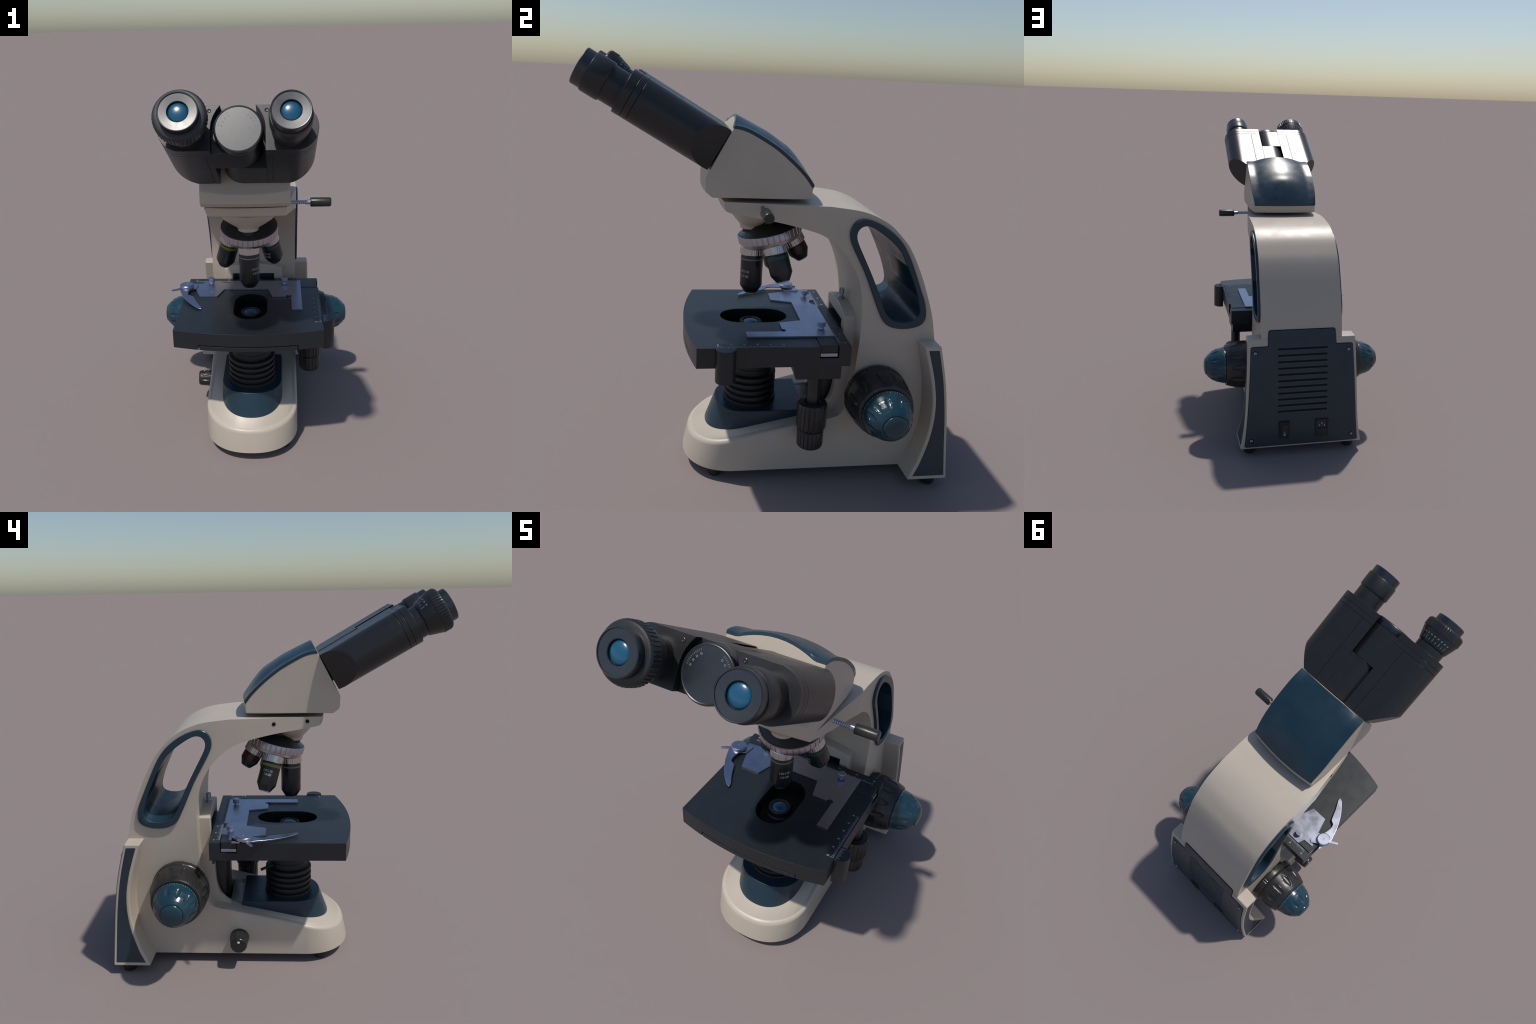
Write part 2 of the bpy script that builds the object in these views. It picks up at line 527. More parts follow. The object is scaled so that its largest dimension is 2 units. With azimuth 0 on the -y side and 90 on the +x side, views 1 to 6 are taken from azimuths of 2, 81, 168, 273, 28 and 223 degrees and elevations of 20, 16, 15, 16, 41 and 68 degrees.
# power switch and mains inlet on the rear plate
def slab(name, cx, cz, w, h, y0, y1, mat, parent, bev=0.002):
    return box(name, (cx - w / 2, cx + w / 2), (y0, y1), (cz - h / 2, cz + h / 2), mat, parent, bev)
yb = yr(0.17) + 0.0045
tilt = math.atan2(yr(0.10) - yr(0.24), 0.14)
sw = slab("power_switch", 0.115, 0.171, 0.066, 0.114, yb - 0.012, yb + 0.010, RUBBER, plate)
slab("rocker", 0.115, 0.171, 0.043, 0.080, yb, yb + 0.016, KNOBBLACK, sw, 0.004)
slab("switch_mark", 0.115, 0.160, 0.006, 0.014, yb, yb + 0.0166, MARK, sw, 0)
lathe("switch_mark", [(0.0, 0.0), (0.0085, 0.0), (0.0085, 0.0008), (0.0, 0.0008)], (0.115, yb + 0.0155, 0.145), (0, 1, 0), MARK, sw, 20, 0)
so = slab("mains_inlet", -0.126, 0.171, 0.086, 0.118, yb - 0.012, yb + 0.005, RUBBER, plate)
pit = box("cutter", (-0.158, -0.094), (yb - 0.006, yb + 0.03), (0.168, 0.218), PIT, None, 0)
cut(so, [pit]); smooth(so, 30)
slab("inlet_dark_plate", -0.126, 0.193, 0.064, 0.050, yb - 0.014, yb - 0.0055, PIT, so, 0)  # dark plate lying on the floor of the cut pocket
for dx, dz in ((-0.017, -0.006), (0.017, -0.006), (0.0, 0.008)):
    slab("inlet_pin", -0.126 + dx, 0.193 + dz, 0.006, 0.014, yb - 0.006, yb + 0.003, SILVER, so, 0.001)
slab("fuse_drawer", -0.126, 0.140, 0.066, 0.046, yb, yb + 0.0065, KNOBBLACK, so, 0.002)
for x, z in ((0.298, 0.664), (-0.296, 0.664), (0.322, 0.110), (-0.322, 0.110)):
    y = yr(z) + 0.0045
    lathe("screw_dark_disc", [(0.0, 0.0), (0.0145, 0.0), (0.0145, 0.0008), (0, 0.0008)], (x, y, z), (0, 1, 0.08), PIT, plate, 24, 0)  # flat dark disc on the plate surface in place of a recess
    sc = lathe("screw", [(0.0, 0.0), (0.0105, 0.0), (0.0098, 0.003), (0.006, 0.0055), (0, 0.006)], (x, y, z), (0, 1, 0.08), SILVER, plate, 24, 0.0005)
    for a in (0.4, 0.4 + pi / 2):
        c_, s_ = cos(a), sin(a)
        pts = [(x + c_ * u - s_ * w, z + s_ * u + c_ * w) for u, w in ((-0.007, -0.0012), (0.007, -0.0012), (0.007, 0.0012), (-0.007, 0.0012))]
        prism("screw_dark_bar", pts, XZ, y + 0.004, y + 0.0064, PIT, sc)  # dark bar laid over the screw head instead of a cut slot

# feet
for x, y, r in ((0.322, 0.797, 0.040), (-0.322, 0.797, 0.040), (0.180, -0.263, 0.036), (-0.180, -0.263, 0.036)):
    lathe("foot", [(0, 0.0), (r * 0.86, 0.0), (r, 0.018), (r, 0.07), (0, 0.07)], (x, y, 0), (0, 0, 1), RUBBER, None, 40, 0.004)

# ------------------------------------------------------------------ stage bracket on the arm front
arch = [(-0.175, 0.31), (-0.175, 0.815)] + [(-0.175 + 0.35 * k / 16, 0.832 + 0.040 * sqrt(max(0, 1 - ((k - 8) / 8.0) ** 2 * 0.97)) - 0.008) for k in range(17)] + [(0.175, 0.815), (0.175, 0.31)]
bracket = prism("stage_bracket", arch, XZ, 0.339, 0.43, CREAM)
c1 = box("cutter", (-0.127, 0.127), (0.20, 0.372), (0.20, 0.800), PIT, None, 0)
cut(bracket, [c1])
bevel(bracket, 0.005, 3)
fil = catmull([(0.322, 0.56), (0.321, 0.50), (0.316, 0.44), (0.302, 0.390), (0.276, 0.350), (0.240, 0.322)], 5) + [(0.240, 0.29), (0.42, 0.29), (0.42, 0.56)]
for s in (-1, 1):
    prism("bracket_foot", fil, YZ, s * 0.1275, s * 0.1745, CREAM, bracket, 0.003, 2)
box("bracket_dark_plate", (-0.1265, 0.1265), (0.3705, 0.42), (0.30, 0.7995), RUBBER, bracket, 0)  # dark plate added to blacken the back of the cut recess
box("slot_floor", (-0.1275, 0.1275), (0.2435, 0.40), (0.262, 0.272), PIT, bracket, 0)
lathe("bracket_screw", [(0, 0), (0.016, 0), (0.016, 0.0225), (0.0145, 0.024), (0.0095, 0.0245), (0.0090, 0.034), (0.0125, 0.0365), (0.0138, 0.0375), (0.0138, 0.063), (0.0125, 0.0645), (0, 0.0645)],
      (0, 0.366, 0.853), (0, 0, 1), SILVER, bracket, 32, 0, ang=20)

# ------------------------------------------------------------------ blue lamp plinth
top_o = [(0.168, 0.176)] + d_front(0.168, -0.105, 0.156, 2.3, 26) + [(-0.168, 0.176)]
bot_o = [(0.172, 0.180)] + d_front(0.172, -0.115, 0.199, 2.2, 26) + [(-0.172, 0.180)]
n = len(top_o)
V = [(x, y, base_top(y) - 0.012) for x, y in bot_o] + [(x, y, 0.331) for x, y in top_o]
F = [list(range(n))[::-1], list(range(n, 2 * n))] + [[i, (i + 1) % n, n + (i + 1) % n, n + i] for i in range(n)]
plinth = new_obj("lamp_plinth", mesh_from(V, F), BLUE)
bevel(plinth, 0.003, 2)

# condenser column: stack of bellows-like rings
cx, cy = 0.0, -0.083
prof = [(0, 0.325), (0.134, 0.325), (0.134, 0.348)]
z0 = 0.350
for k in range(4):
    prof += [(0.1130, z0 + 0.000), (0.1130, z0 + 0.012), (0.1305, z0 + 0.015), (0.1305, z0 + 0.0325), ]
    z0 += 0.0335
prof += [(0.122, z0 + 0.002), (0.108, z0 + 0.004), (0.108, z0 + 0.034), (0.104, z0 + 0.036), (0.104, z0 + 0.040), (0.1165, z0 + 0.042), (0.1165, 0.556), (0.140, 0.560), (0.140, 0.66), (0, 0.66)]
cond = lathe("condenser", prof, (cx, cy, 0), (0, 0, 1), RUBBER, None, 72, 0.0022)
lathe("condenser_lever", [(0, 0), (0.008, 0), (0.008, 0.075), (0, 0.075)], (-0.075, 0.005, 0.512), (-0.35, 0.9, -0.25), RUBBER, cond, 16, 0.001)
lathe("condenser_lens_mount", [(0, 0.66), (0.083, 0.66), (0.083, 0.694), (0.062, 0.716), (0.056, 0.720), (0.056, 0.746), (0.048, 0.752), (0.040, 0.749), (0.038, 0.742), (0, 0.742)],
      (cx, cy - 0.008, 0), (0, 0, 1), RUBBER, cond, 56, 0.002)
lathe("condenser_lens", [(0.039, 0.741)] + [(0.039 * cos(a), 0.741 + 0.013 * sin(a)) for a in [0.2 * k for k in range(1, 8)]] + [(0, 0.754)],
      (cx, cy - 0.008, 0), (0, 0, 1), LENS, cond, 40, 0, smooth_all=True)

# ------------------------------------------------------------------ mechanical stage
ST0, ST1 = 0.677, 0.773
front = []
for k in range(21):
    x = 0.387 - 0.774 * k / 20
    front.append((x, -0.373 - 0.053 * (1 - (x / 0.387) ** 2)))
stage = prism("stage", [(-0.387, 0.325), (0.387, 0.325)] + front, XY, ST0, ST1, STAGE)
def stadium(hx, y0, y1, n=24, power=2.08):
    yc, hy = (y0 + y1) / 2, (y1 - y0) / 2
    pts = []
    r = hx
    for k in range(n + 1):
        a = pi * k / n
        pts.append((r * math.copysign(abs(cos(a)) ** (2 / power), cos(a)), y1 - 0.110 + 0.110 * abs(sin(a)) ** (2 / power)))
    for k in range(n + 1):
        a = pi + pi * k / n
        pts.append((r * math.copysign(abs(cos(a)) ** (2 / power), cos(a)), y0 + 0.110 - 0.110 * abs(sin(a)) ** (2 / power)))
    return pts
c_hole = prism("cutter", stadium(0.092, -0.245, 0.089), XY, 0.60, 0.80, PIT)
c_chan = box("cutter", (-0.5, 0.5), (0.181, 0.2685), (0.7175, 0.80), PIT, None, 0)
c_g1 = box("cutter", (-0.252, 0.252), (-0.5, -0.30), (0.6995, 0.7045), PIT, None, 0)
c_g2 = box("cutter", (-0.256, -0.251), (-0.5, -0.36), (0.60, 0.7045), PIT, None, 0)
c_g3 = box("cutter", (0.251, 0.256), (-0.5, -0.36), (0.60, 0.7045), PIT, None, 0)
cut(stage, [c_hole, c_chan, c_g1, c_g2, c_g3])
bevel(stage, 0.005, 3, 40)
# inside of the opening
lip = stadium(0.0915, -0.2445, 0.0885)
V = [(x, y, 0.690) for x, y in lip] + [(x, y, 0.682) for x, y in lip]
m_ = len(lip)
floor_ = prism("opening_floor", lip, XY, 0.690, 0.714, PIT, stage)
wall = stadium(0.0910, -0.2440, 0.0880)
wall_in = stadium(0.0895, -0.2425, 0.0865)
V = [(x, y, 0.696) for x, y in wall] + [(x, y, 0.765) for x, y in wall] + [(x, y, 0.765) for x, y in wall_in] + [(x, y, 0.696) for x, y in wall_in]
m_ = len(wall); F = []
for k in range(m_):
    k2 = (k + 1) % m_
    for s in range(4):
        a, b = s * m_, ((s + 1) % 4) * m_
        F.append([a + k, a + k2, b + k2, b + k])
wl_ = new_obj("opening_liner", mesh_from(V, F), PIT, stage); smooth(wl_)
# cross-travel slider in the rear channel
slider = box("slider_bar", (-0.377, 0.377), (0.1835, 0.2660), (0.7385, 0.7755), STAGE, stage, 0.003)
box("slider_rail", (-0.379, 0.379), (0.1835, 0.2660), (0.7190, 0.7380), SILVER, slider, 0.003)
box("channel_floor", (-0.383, 0.383), (0.1815, 0.2680), (0.7176, 0.7188), PIT, stage, 0)

# scales
def tick(x0, x1, y0, y1, z, acc):
    acc.append(box("t", (min(x0, x1), max(x0, x1)), (min(y0, y1), max(y0, y1)), (z - 0.001, z + 0.0006), MARK, stage, 0))
acc = []
tick(0.3765, 0.3795, -0.282, 0.018, ST1, acc)
for k in range(31):
    y = -0.280 + 0.2975 * k / 30
    tick(0.3755 - (0.007 if k % 5 else 0.012), 0.378, y - 0.0014, y + 0.0014, ST1, acc)
for k in range(6):
    y = -0.278 + 0.295 * k / 5
    tick(0.346, 0.357, y - 0.004, y + 0.004, ST1, acc)
o_ = join(acc, "stage_scale"); o_["kind"] = "stuff"
acc = []
tick(-0.345, 0.345, 0.2735, 0.2765, ST1, acc)
for k in range(71):
    x = -0.343 + 0.686 * k / 70
    tick(x - 0.0013, x + 0.0013, 0.275, 0.285 + (0.006 if k % 5 == 0 else 0), ST1, acc)
for k in range(8):
    x = -0.343 + 0.686 * k / 7
    tick(x - 0.006, x + 0.006, 0.299, 0.307, ST1, acc)
o_ = join(acc, "rear_scale"); o_["kind"] = "stuff"

# vernier block on the right edge
vb = [(0.384, -0.290)] + [(0.405 + 0.043 * sin(a), -0.2455 - 0.0455 * cos(a)) for a in [pi * k / 12 for k in range(13)]] + [(0.384, -0.201)]
vern = prism("vernier_block", vb, XY, 0.622, 0.779, STAGE, stage, 0.003, 2)
acc = []
tick(0.391, 0.394, -0.280, -0.212, 0.7795, acc)
for k in range(10):
    y = -0.279 + 0.066 * k / 9
    tick(0.392, 0.404 if k % 3 else 0.412, y - 0.0013, y + 0.0013, 0.7795, acc)
o_ = join(acc, "vernier_scale"); o_["kind"] = "stuff"

# specimen holder: flat forked plate, spring finger and thumb screws
arc = [(-0.159 + 0.037 * cos(a), 0.2685 - 0.030 * sin(a)) for a in [pi * k / 12 for k in range(13)]]
notch = [(0.213 + 0.016 * cos(a), 0.036 + 0.016 * sin(a)) for a in [radians(d) for d in range(185, -70, -25)]]
fork = ([(0.284, 0.269), (0.284, -0.141), (0.226, -0.141), (0.226, 0.022)] + notch[::-1] + [(0.118, 0.034), (0.092, 0.143), (-0.163, 0.143),
        (-0.197, 0.037), (-0.298, 0.037), (-0.331, 0.140), (-0.322, 0.204), (-0.362, 0.211), (-0.362, 0.224), (-0.297, 0.228), (-0.284, 0.269)]
        + arc[::-1])
fork_o = prism("specimen_holder", fork, XY, 0.7745, 0.7820, SILVER, stage)
spring_edge = catmull([(-0.268, -0.134), (-0.285, -0.130), (-0.305, -0.112), (-0.350, -0.055), (-0.393, 0.025), (-0.424, 0.113)], 5) \
    + [(-0.424, 0.150), (-0.365, 0.175), (-0.345, 0.170)] + catmull([(-0.350, 0.130), (-0.362, 0.095), (-0.365, 0.055), (-0.358, 0.032), (-0.338, 0.020)], 4) \
    + [(-0.331, 0.014), (-0.300, -0.060), (-0.272, -0.112)]
def finger_z(y):
    return 0.779 + 0.012 * max(0, min(1, (y + 0.13) / 0.20))
fing = prism("spring_finger", spring_edge, XY, 0.0, 0.006, SILVER, stage)
for v in fing.data.vertices:
    v.co.z += finger_z(v.co.y)
bevel(fing, 0.0018, 2)
leaf = prism("finger_leaf", [(-0.330, 0.135), (-0.322, 0.200), (-0.340, 0.212), (-0.372, 0.190), (-0.40, 0.150), (-0.36, 0.12)], XY, 0.7825, 0.7895, SILVER, fing, 0.001, 2)
prism("finger_tail", [(-0.405, 0.125), (-0.462, 0.096), (-0.470, 0.102), (-0.466, 0.110), (-0.415, 0.142)], XY, 0.788, 0.794, SILVER, fing, 0.0015, 2)
box("finger_stop", (-0.409, -0.397), (0.165, 0.207), (0.781, 0.789), SILVER, fing, 0.001)
lathe("pivot_disc", [(0, 0.790), (0.034, 0.790), (0.042, 0.796), (0.042, 0.804), (0.041, 0.8085), (0.0385, 0.8115), (0.036, 0.8125), (0.005, 0.8125), (0.0035, 0.8105), (0, 0.8105)],
      (-0.384, 0.146, 0), (0, 0, 1), SILVER, fing, 56, 0, ang=21)
flute = lambda n_, d_: (lambda r, h, t: r - d_ * (0.5 + 0.5 * cos(n_ * t)) ** 3)
for x in (0.190, -0.247):
    lathe("clamp_screw", [(0, 0.780), (0.0130, 0.780), (0.0120, 0.783), (0.0120, 0.7925), (0.0185, 0.7930), (0.0195, 0.7945), (0.0195, 0.8165), (0.0180, 0.8185), (0, 0.8185)],
          (x, 0.226, 0), (0, 0, 1), SILVER, fork_o, 96, 0, ang=20, mod=lambda r, h, t: r - (0.0010 * (0.5 + 0.5 * cos(24 * t)) if r > 0.0185 else 0))

# stage travel: bracket, shaft and two coaxial knobs
tb = prism("travel_bracket", [(0.062, 0.6765), (0.080, 0.605), (0.290, 0.605), (0.290, 0.6765)], YZ, 0.235, 0.372, STAGE, stage, 0.003, 2)
kx, ky = 0.337, 0.174
lathe("travel_shaft", [(0, 0.46), (0.031, 0.46), (0.031, 0.61), (0, 0.61)], (kx, ky, 0), (0, 0, 1), KNOBBLACK, tb, 32, 0.001)
ribs = lambda n_, d_, r0: (lambda r, h, t: r - (d_ * (1 if (t * n_ / (2 * pi)) % 1 > 0.78 else 0) if r > r0 else 0))
lathe("travel_knob", [(0, 0.345), (0.066, 0.345), (0.0715, 0.352), (0.0715, 0.462), (0.066, 0.474), (0.036, 0.477), (0.036, 0.470), (0, 0.470)],
      (kx, ky, 0), (0, 0, 1), KNOBBLACK, tb, 200, 0.002, mod=ribs(20, 0.0035, 0.069))
lathe("travel_knob", [(0, 0.243), (0.052, 0.243), (0.0605, 0.250), (0.0625, 0.258), (0.0625, 0.332), (0.059, 0.336), (0.055, 0.337), (0.055, 0.346), (0, 0.346)],
      (kx, ky, 0), (0, 0, 1), KNOBBLACK, tb, 200, 0.002, mod=ribs(20, 0.003, 0.0600))

# rack post that carries the stage
post = prism("rack_post", [(0.270, 0.70), (0.270, 0.36), (0.282, 0.275), (0.36, 0.275), (0.36, 0.70)], YZ, -0.117, 0.117, STAGE, None, 0.004, 2)
prism("rack_rail", [(0.251, 0.69), (0.251, 0.36), (0.264, 0.275), (0.30, 0.275), (0.30, 0.69)], YZ, -0.045, 0.045, STAGE, post, 0.004, 2)
box("rack_slide", (-0.120, 0.120), (0.318, 0.371), (0.60, 0.765), STAGE, post, 0.003)

# ------------------------------------------------------------------ focus knobs (coarse black ring + fine blue dome), each side
def densify(profile, step):
    out = [profile[0]]
    for a, b in zip(profile, profile[1:]):
        L = (Vector(a) - Vector(b)).length
        m = max(1, int(L / step))
        for k in range(1, m + 1):
            out.append(tuple(Vector(a).lerp(Vector(b), k / m)))
    return out
def dimples(n_, hc, hl, aw, depth, h_lo, h_hi, sharp=2.0):
    def f(r, h, t):
        if not (h_lo < h < h_hi): return r
        ph = (t * n_ / (2 * pi)) % 1.0 - 0.5
        q = (ph / aw) ** 2 + ((h - hc) / hl) ** 2
        if q < 1.0:
            return r - depth * (1 - q) ** 0.6
        if q < 1.35:
            return r + depth * 0.16 * (1.35 - q) / 0.35
        return r
    return f
KZ, KY = 0.464, 0.500
for s in (-1, 1):
    grip = lambda r, h, t: r - (0.0025 * (1 if (t * 10 / (2 * pi)) % 1 < 0.22 and (t * 60 / (2 * pi)) % 1 < 0.45 else 0) if r > 0.150 else 0)
    col = lathe("coarse_focus_knob", [(0, 0.24), (0.118, 0.24), (0.118, 0.262), (0.146, 0.264), (0.1565, 0.270), (0.1565, 0.300), (0.152, 0.3045), (0.149, 0.3055), (0, 0.3055)],
                (0, KY, KZ), (s, 0, 0), KNOBBLACK, None, 240, 0.001, mod=grip)
    pr = densify([(0.149, 0.3050), (0.1525, 0.309), (0.1545, 0.316), (0.1500, 0.37), (0.1420, 0.41), (0.1330, 0.440), (0.1290, 0.4475), (0.124, 0.4490), (0.117, 0.4470)], 0.004)
    pr = [(0, 0.3056)] + pr + [(0, 0.4470)]
    lathe("knob_shell", pr, (0, KY, KZ), (s, 0, 0), KNOBBLACK, col, 300, 0, mod=dimples(12, 0.377, 0.043, 0.21, 0.0075, 0.32, 0.43), ang=40)
    pr = densify([(0.1165, 0.4475), (0.1175, 0.454), (0.1140, 0.475), (0.1050, 0.506), (0.0900, 0.537), (0.0740, 0.558), (0.0620, 0.5695), (0.0580, 0.5700)], 0.003)
    pr = [(0, 0.4472)] + pr + [(0.0565, 0.5680), (0, 0.5680)]
    fine = lathe("fine_focus_knob", pr, (0, KY, KZ), (s, 0, 0), KNOBBLUE, col, 300, 0, mod=dimples(12, 0.519, 0.026, 0.27, 0.0065, 0.48, 0.552), ang=40)
    lathe("knob_cap", [(0, 0.565), (0.0555, 0.565), (0.0555, 0.5745), (0.0500, 0.5800), (0.030, 0.5855), (0, 0.5885)], (0, KY, KZ), (s, 0, 0), KNOBBLUE, fine, 48, 0.001)
    # engraved scale round the wide edge of the blue dome
    acc = []
    for k in range(60):
        a = 2 * pi * k / 60
        L = 0.0105 if k % 5 == 0 else 0.0055
        c_, s_ = cos(a), sin(a); w_ = 0.0016
        def pt(x, r, off): return (s * x, KY + r * c_ - off * s_, KZ + r * s_ + off * c_)
        V = [pt(0.4555, 0.1180, -w_), pt(0.4555, 0.1180, w_), pt(0.4555 + L, 0.1180 - L * 0.15, w_), pt(0.4555 + L, 0.1180 - L * 0.15, -w_),
             pt(0.4555, 0.1140, -w_), pt(0.4555, 0.1140, w_), pt(0.4555 + L, 0.1120 - L * 0.15, w_), pt(0.4555 + L, 0.1120 - L * 0.15, -w_)]
        F = [[0, 1, 2, 3], [4, 5, 6, 7], [0, 1, 5, 4], [1, 2, 6, 5], [2, 3, 7, 6], [3, 0, 4, 7]]
        acc.append(new_obj("t", mesh_from(V, F), LABEL, fine))
    o_ = join(acc, "knob_scale"); o_["kind"] = "stuff"

# lamp brightness dial on the left side
dial = lathe("brightness_dial", densify([(0, 0.24), (0.053, 0.24), (0.053, 0.256), (0.0515, 0.275), (0.0455, 0.335), (0.0425, 0.3445), (0.0405, 0.347), (0, 0.347)], 0.004),
             (0, 0.190, 0.157), (-1, 0, 0), KNOBBLACK, None, 160, 0, mod=dimples(10, 0.303, 0.030, 0.26, 0.0045, 0.262, 0.34), ang=40)
lathe("dial_mark", [(0, 0.3465), (0.0075, 0.3465), (0.0060, 0.3485), (0, 0.3490)], (0, 0.190, 0.177), (-1, 0, 0), WHITE, dial, 20, 0)

# ------------------------------------------------------------------ nosepiece cone, turret and objectives
V = []; F = []
cone_tab = [(1.330, 0.150, 0.125), (1.300, 0.137, 0.104), (1.287, 0.126, 0.092), (1.268, 0.099, 0.076), (1.252, 0.072, 0.062), (1.243, 0.057, 0.0555),
            (1.240, 0.0555, 0.0555), (1.2275, 0.0540, 0.0540), (1.2255, 0.0515, 0.0515)]
NS = 56
for z, rx, ry in cone_tab:
    for k in range(NS):
        a = 2 * pi * k / NS
        V.append((rx * cos(a), -0.108 + ry * sin(a), z))
for i in range(len(cone_tab) - 1):
    for k in range(NS):
        k2 = (k + 1) % NS
        F.append([i * NS + k, i * NS + k2, (i + 1) * NS + k2, (i + 1) * NS + k])
F.append(list(range(NS))); F.append(list(range(len(V) - NS, len(V))))
cone = new_obj("nosepiece_cone", mesh_from(V, F), CREAM); smooth(cone, 40)
lathe("nosepiece_neck", [(0, 1.10), (0.0415, 1.10), (0.0415, 1.228), (0, 1.228)], (0, -0.108, 0), (0, 0, 1), RUBBER, cone, 40, 0.001)

A = radians(15.5)
axis = Vector((0, sin(A), -cos(A)))                 # turret axis, pointing down
C0 = Vector((0, -0.008, 1.1655))                     # where the objective axes leave the turret
TU = C0 - axis * 0.0615
def knurl(n_, d_, rmin, duty=0.12):
    return lambda r, h, t: r - (d_ if ((t * n_ / (2 * pi) + 1e-5) % 1) < duty and r > rmin else 0)
turret = lathe("objective_turret", [(0, 0.004), (0.1465, 0.004), (0.1495, 0.000), (0.1545, 0.001), (0.1560, 0.004), (0.1560, 0.037), (0.1505, 0.0395), (0.1500, 0.041),
                           (0.1455, 0.056), (0.134, 0.064), (0, 0.065)], TU, axis, RINGMETAL, None, 432, 0, mod=knurl(36, 0.0030, 0.1535, 0.10), ang=30)
lathe("turret_hub", [(0, -0.048), (0.055, -0.046), (0.090, -0.034), (0.125, -0.014), (0.146, -0.001), (0.1462, 0.006), (0, 0.006)], TU, axis, OBJBLACK, turret, 64, 0.001)
box("turret_mount", (-0.075, 0.075), (-0.055, 0.085), (1.20, 1.305), RUBBER, turret, 0.006)

PITCH = 0.094
objective_specs = [
    # spin about the turret axis, barrel length, radius, band material
    (0.0, 0.192, 0.0540, LABEL),       # front, longest
    (-90.0, 0.157, 0.0525, YELLOW),    # left
    (90.0, 0.131, 0.0535, GREEN),      # right
    (180.0, 0.084, 0.0500, RED),       # rear, shortest
]
front_dir = Vector((0, 0, -1))
for spin, L, r, band in objective_specs:
    rot = Matrix.Rotation(radians(-spin), 3, axis)
    off = rot @ (Vector((0, -cos(A), -sin(A))) * PITCH)
    d = (rot @ front_dir).normalized()
    p = C0 + off
    ob = lathe("objective", [(0, 0.045), (r - 0.003, 0.045), (r - 0.001, 0.050), (r, 0.075), (r, 0.045 + L - 0.037), (r - 0.002, 0.045 + L - 0.031), (r * 0.66, 0.045 + L - 0.004), (r * 0.62, 0.045 + L), (0, 0.045 + L)],
               p, d, OBJBLACK, turret, 64, 0.0012)
    lathe("objective_collar", [(0, -0.012), (0.046, -0.012), (0.046, 0.002), (0.0555, 0.0045), (0.0582, 0.008), (0.0582, 0.042), (0.0555, 0.0455), (0, 0.046)],
          p, d, CHROME, ob, 240, 0, mod=knurl(30, 0.0010, 0.0575, 0.14))
    lathe("objective_tip", [(0, 0.045 + L - 0.004), (r * 0.60, 0.045 + L - 0.004), (r * 0.60, 0.045 + L + 0.0035), (r * 0.46, 0.045 + L + 0.0055), (0, 0.045 + L + 0.003)], p, d, SILVER, ob, 40, 0.0008)
    # coloured magnification band and faded print
    b0 = 0.0615 if spin == 0 else 0.056
    bw = 0.007 if spin == 0 else 0.015
    if L < 0.1: b0 = 0.055; bw = 0.020
    lathe("magnification_band", [(r - 0.004, b0), (r + 0.0004, b0), (r + 0.0004, b0 + bw), (r - 0.004, b0 + bw)], p, d, band, ob, 64, 0)
    if L > 0.1:
        dd, u_, w_ = frame(d)
        acc = []
        outward = (off - d * off.dot(d)).normalized()
        side = d.cross(outward).normalized()
        if spin == 0: ang0 = -0.75
        elif spin < 0: ang0 = 0.25
        else: ang0 = 2.2
        for row, (h0_, widths) in enumerate(((0.118 if spin == 0 else 0.088, (0.30, 0.10, 0.26, 0.10)), (0.142 if spin == 0 else 0.108, (0.34, 0.18, 0.12)))):
            a = ang0 - 0.5 + 0.06 * row
            for wd in widths:
                V = []; F = []
                m_ = 5
                for k in range(m_ + 1):
                    t = a + wd * k / m_
                    nrm = outward * cos(t) + side * sin(t)
                    for hh in (h0_, h0_ + 0.013):
                        V.append(p + d * hh + nrm * (r + 0.0004))
                        V.append(p + d * hh + nrm * (r - 0.003))
                for k in range(m_):
                    q = 4 * k; e = q + 4
                    F += [[q, e, e + 2, q + 2], [q + 1, q + 3, e + 3, e + 1], [q, q + 1, e + 1, e], [q + 2, e + 2, e + 3, q + 3]]
                F += [[0, 2, 3, 1], [4 * m_, 4 * m_ + 1, 4 * m_ + 3, 4 * m_ + 2]]
                acc.append(new_obj("t", mesh_from(V, F), LABEL, ob))
                a += wd + 0.07
        o_ = join(acc, "objective_print"); o_["kind"] = "stuff"

# ------------------------------------------------------------------ head block with curved blue cover
TD = Vector((0, -cos(radians(30)), 0.5))       # viewing-tube axis
TN = Vector((0, 0.5, cos(radians(30))))        # its upward normal
def tn(x, t, n_):
    return Vector((x, 0, 0)) + TD * t + TN * n_
side_top = [(-0.2285, 1.7090), (-0.190, 1.7030), (-0.144, 1.6860), (-0.066, 1.6430), (-0.020, 1.6120), (0.042, 1.5610), (0.097, 1.5070), (0.134, 1.4590)]
ridge_top = [(-0.2085, 1.7440), (-0.170, 1.7260), (-0.127, 1.7050), (-0.056, 1.6690), (-0.005, 1.6360), (0.046, 1.6000), (0.098, 1.5380), (0.152, 1.4590)]
def sample(tab, m):
    c = catmull(tab, 8)
    return [Vector(p) for p in c]
S_side, S_ridge = sample(side_top, 0), sample(ridge_top, 0)
cols = [-0.217, -0.205, -0.19, -0.175, -0.16, -0.145, -0.125, -0.10, -0.07, -0.035, 0, 0.035, 0.07, 0.10, 0.125, 0.145, 0.16, 0.175, 0.19, 0.205, 0.217]
def crown(x):
    q = abs(x) / 0.167
    return 0.0 if q >= 1 else (1 - q * q)
def top_pts(x, lift):
    a = crown(x); b = 1 - (x / 0.217) ** 2
    out = []
    m = len(S_side)
    for i, (p, q) in enumerate(zip(S_side, S_ridge)):
        k = i / (m - 1)
        k = max(0.0, (k - 0.80) / 0.20) ** 2
        aa = a * (1 - k) + b * k
        v = p.lerp(q, aa)
        out.append((v.x, v.y + lift))
    return out
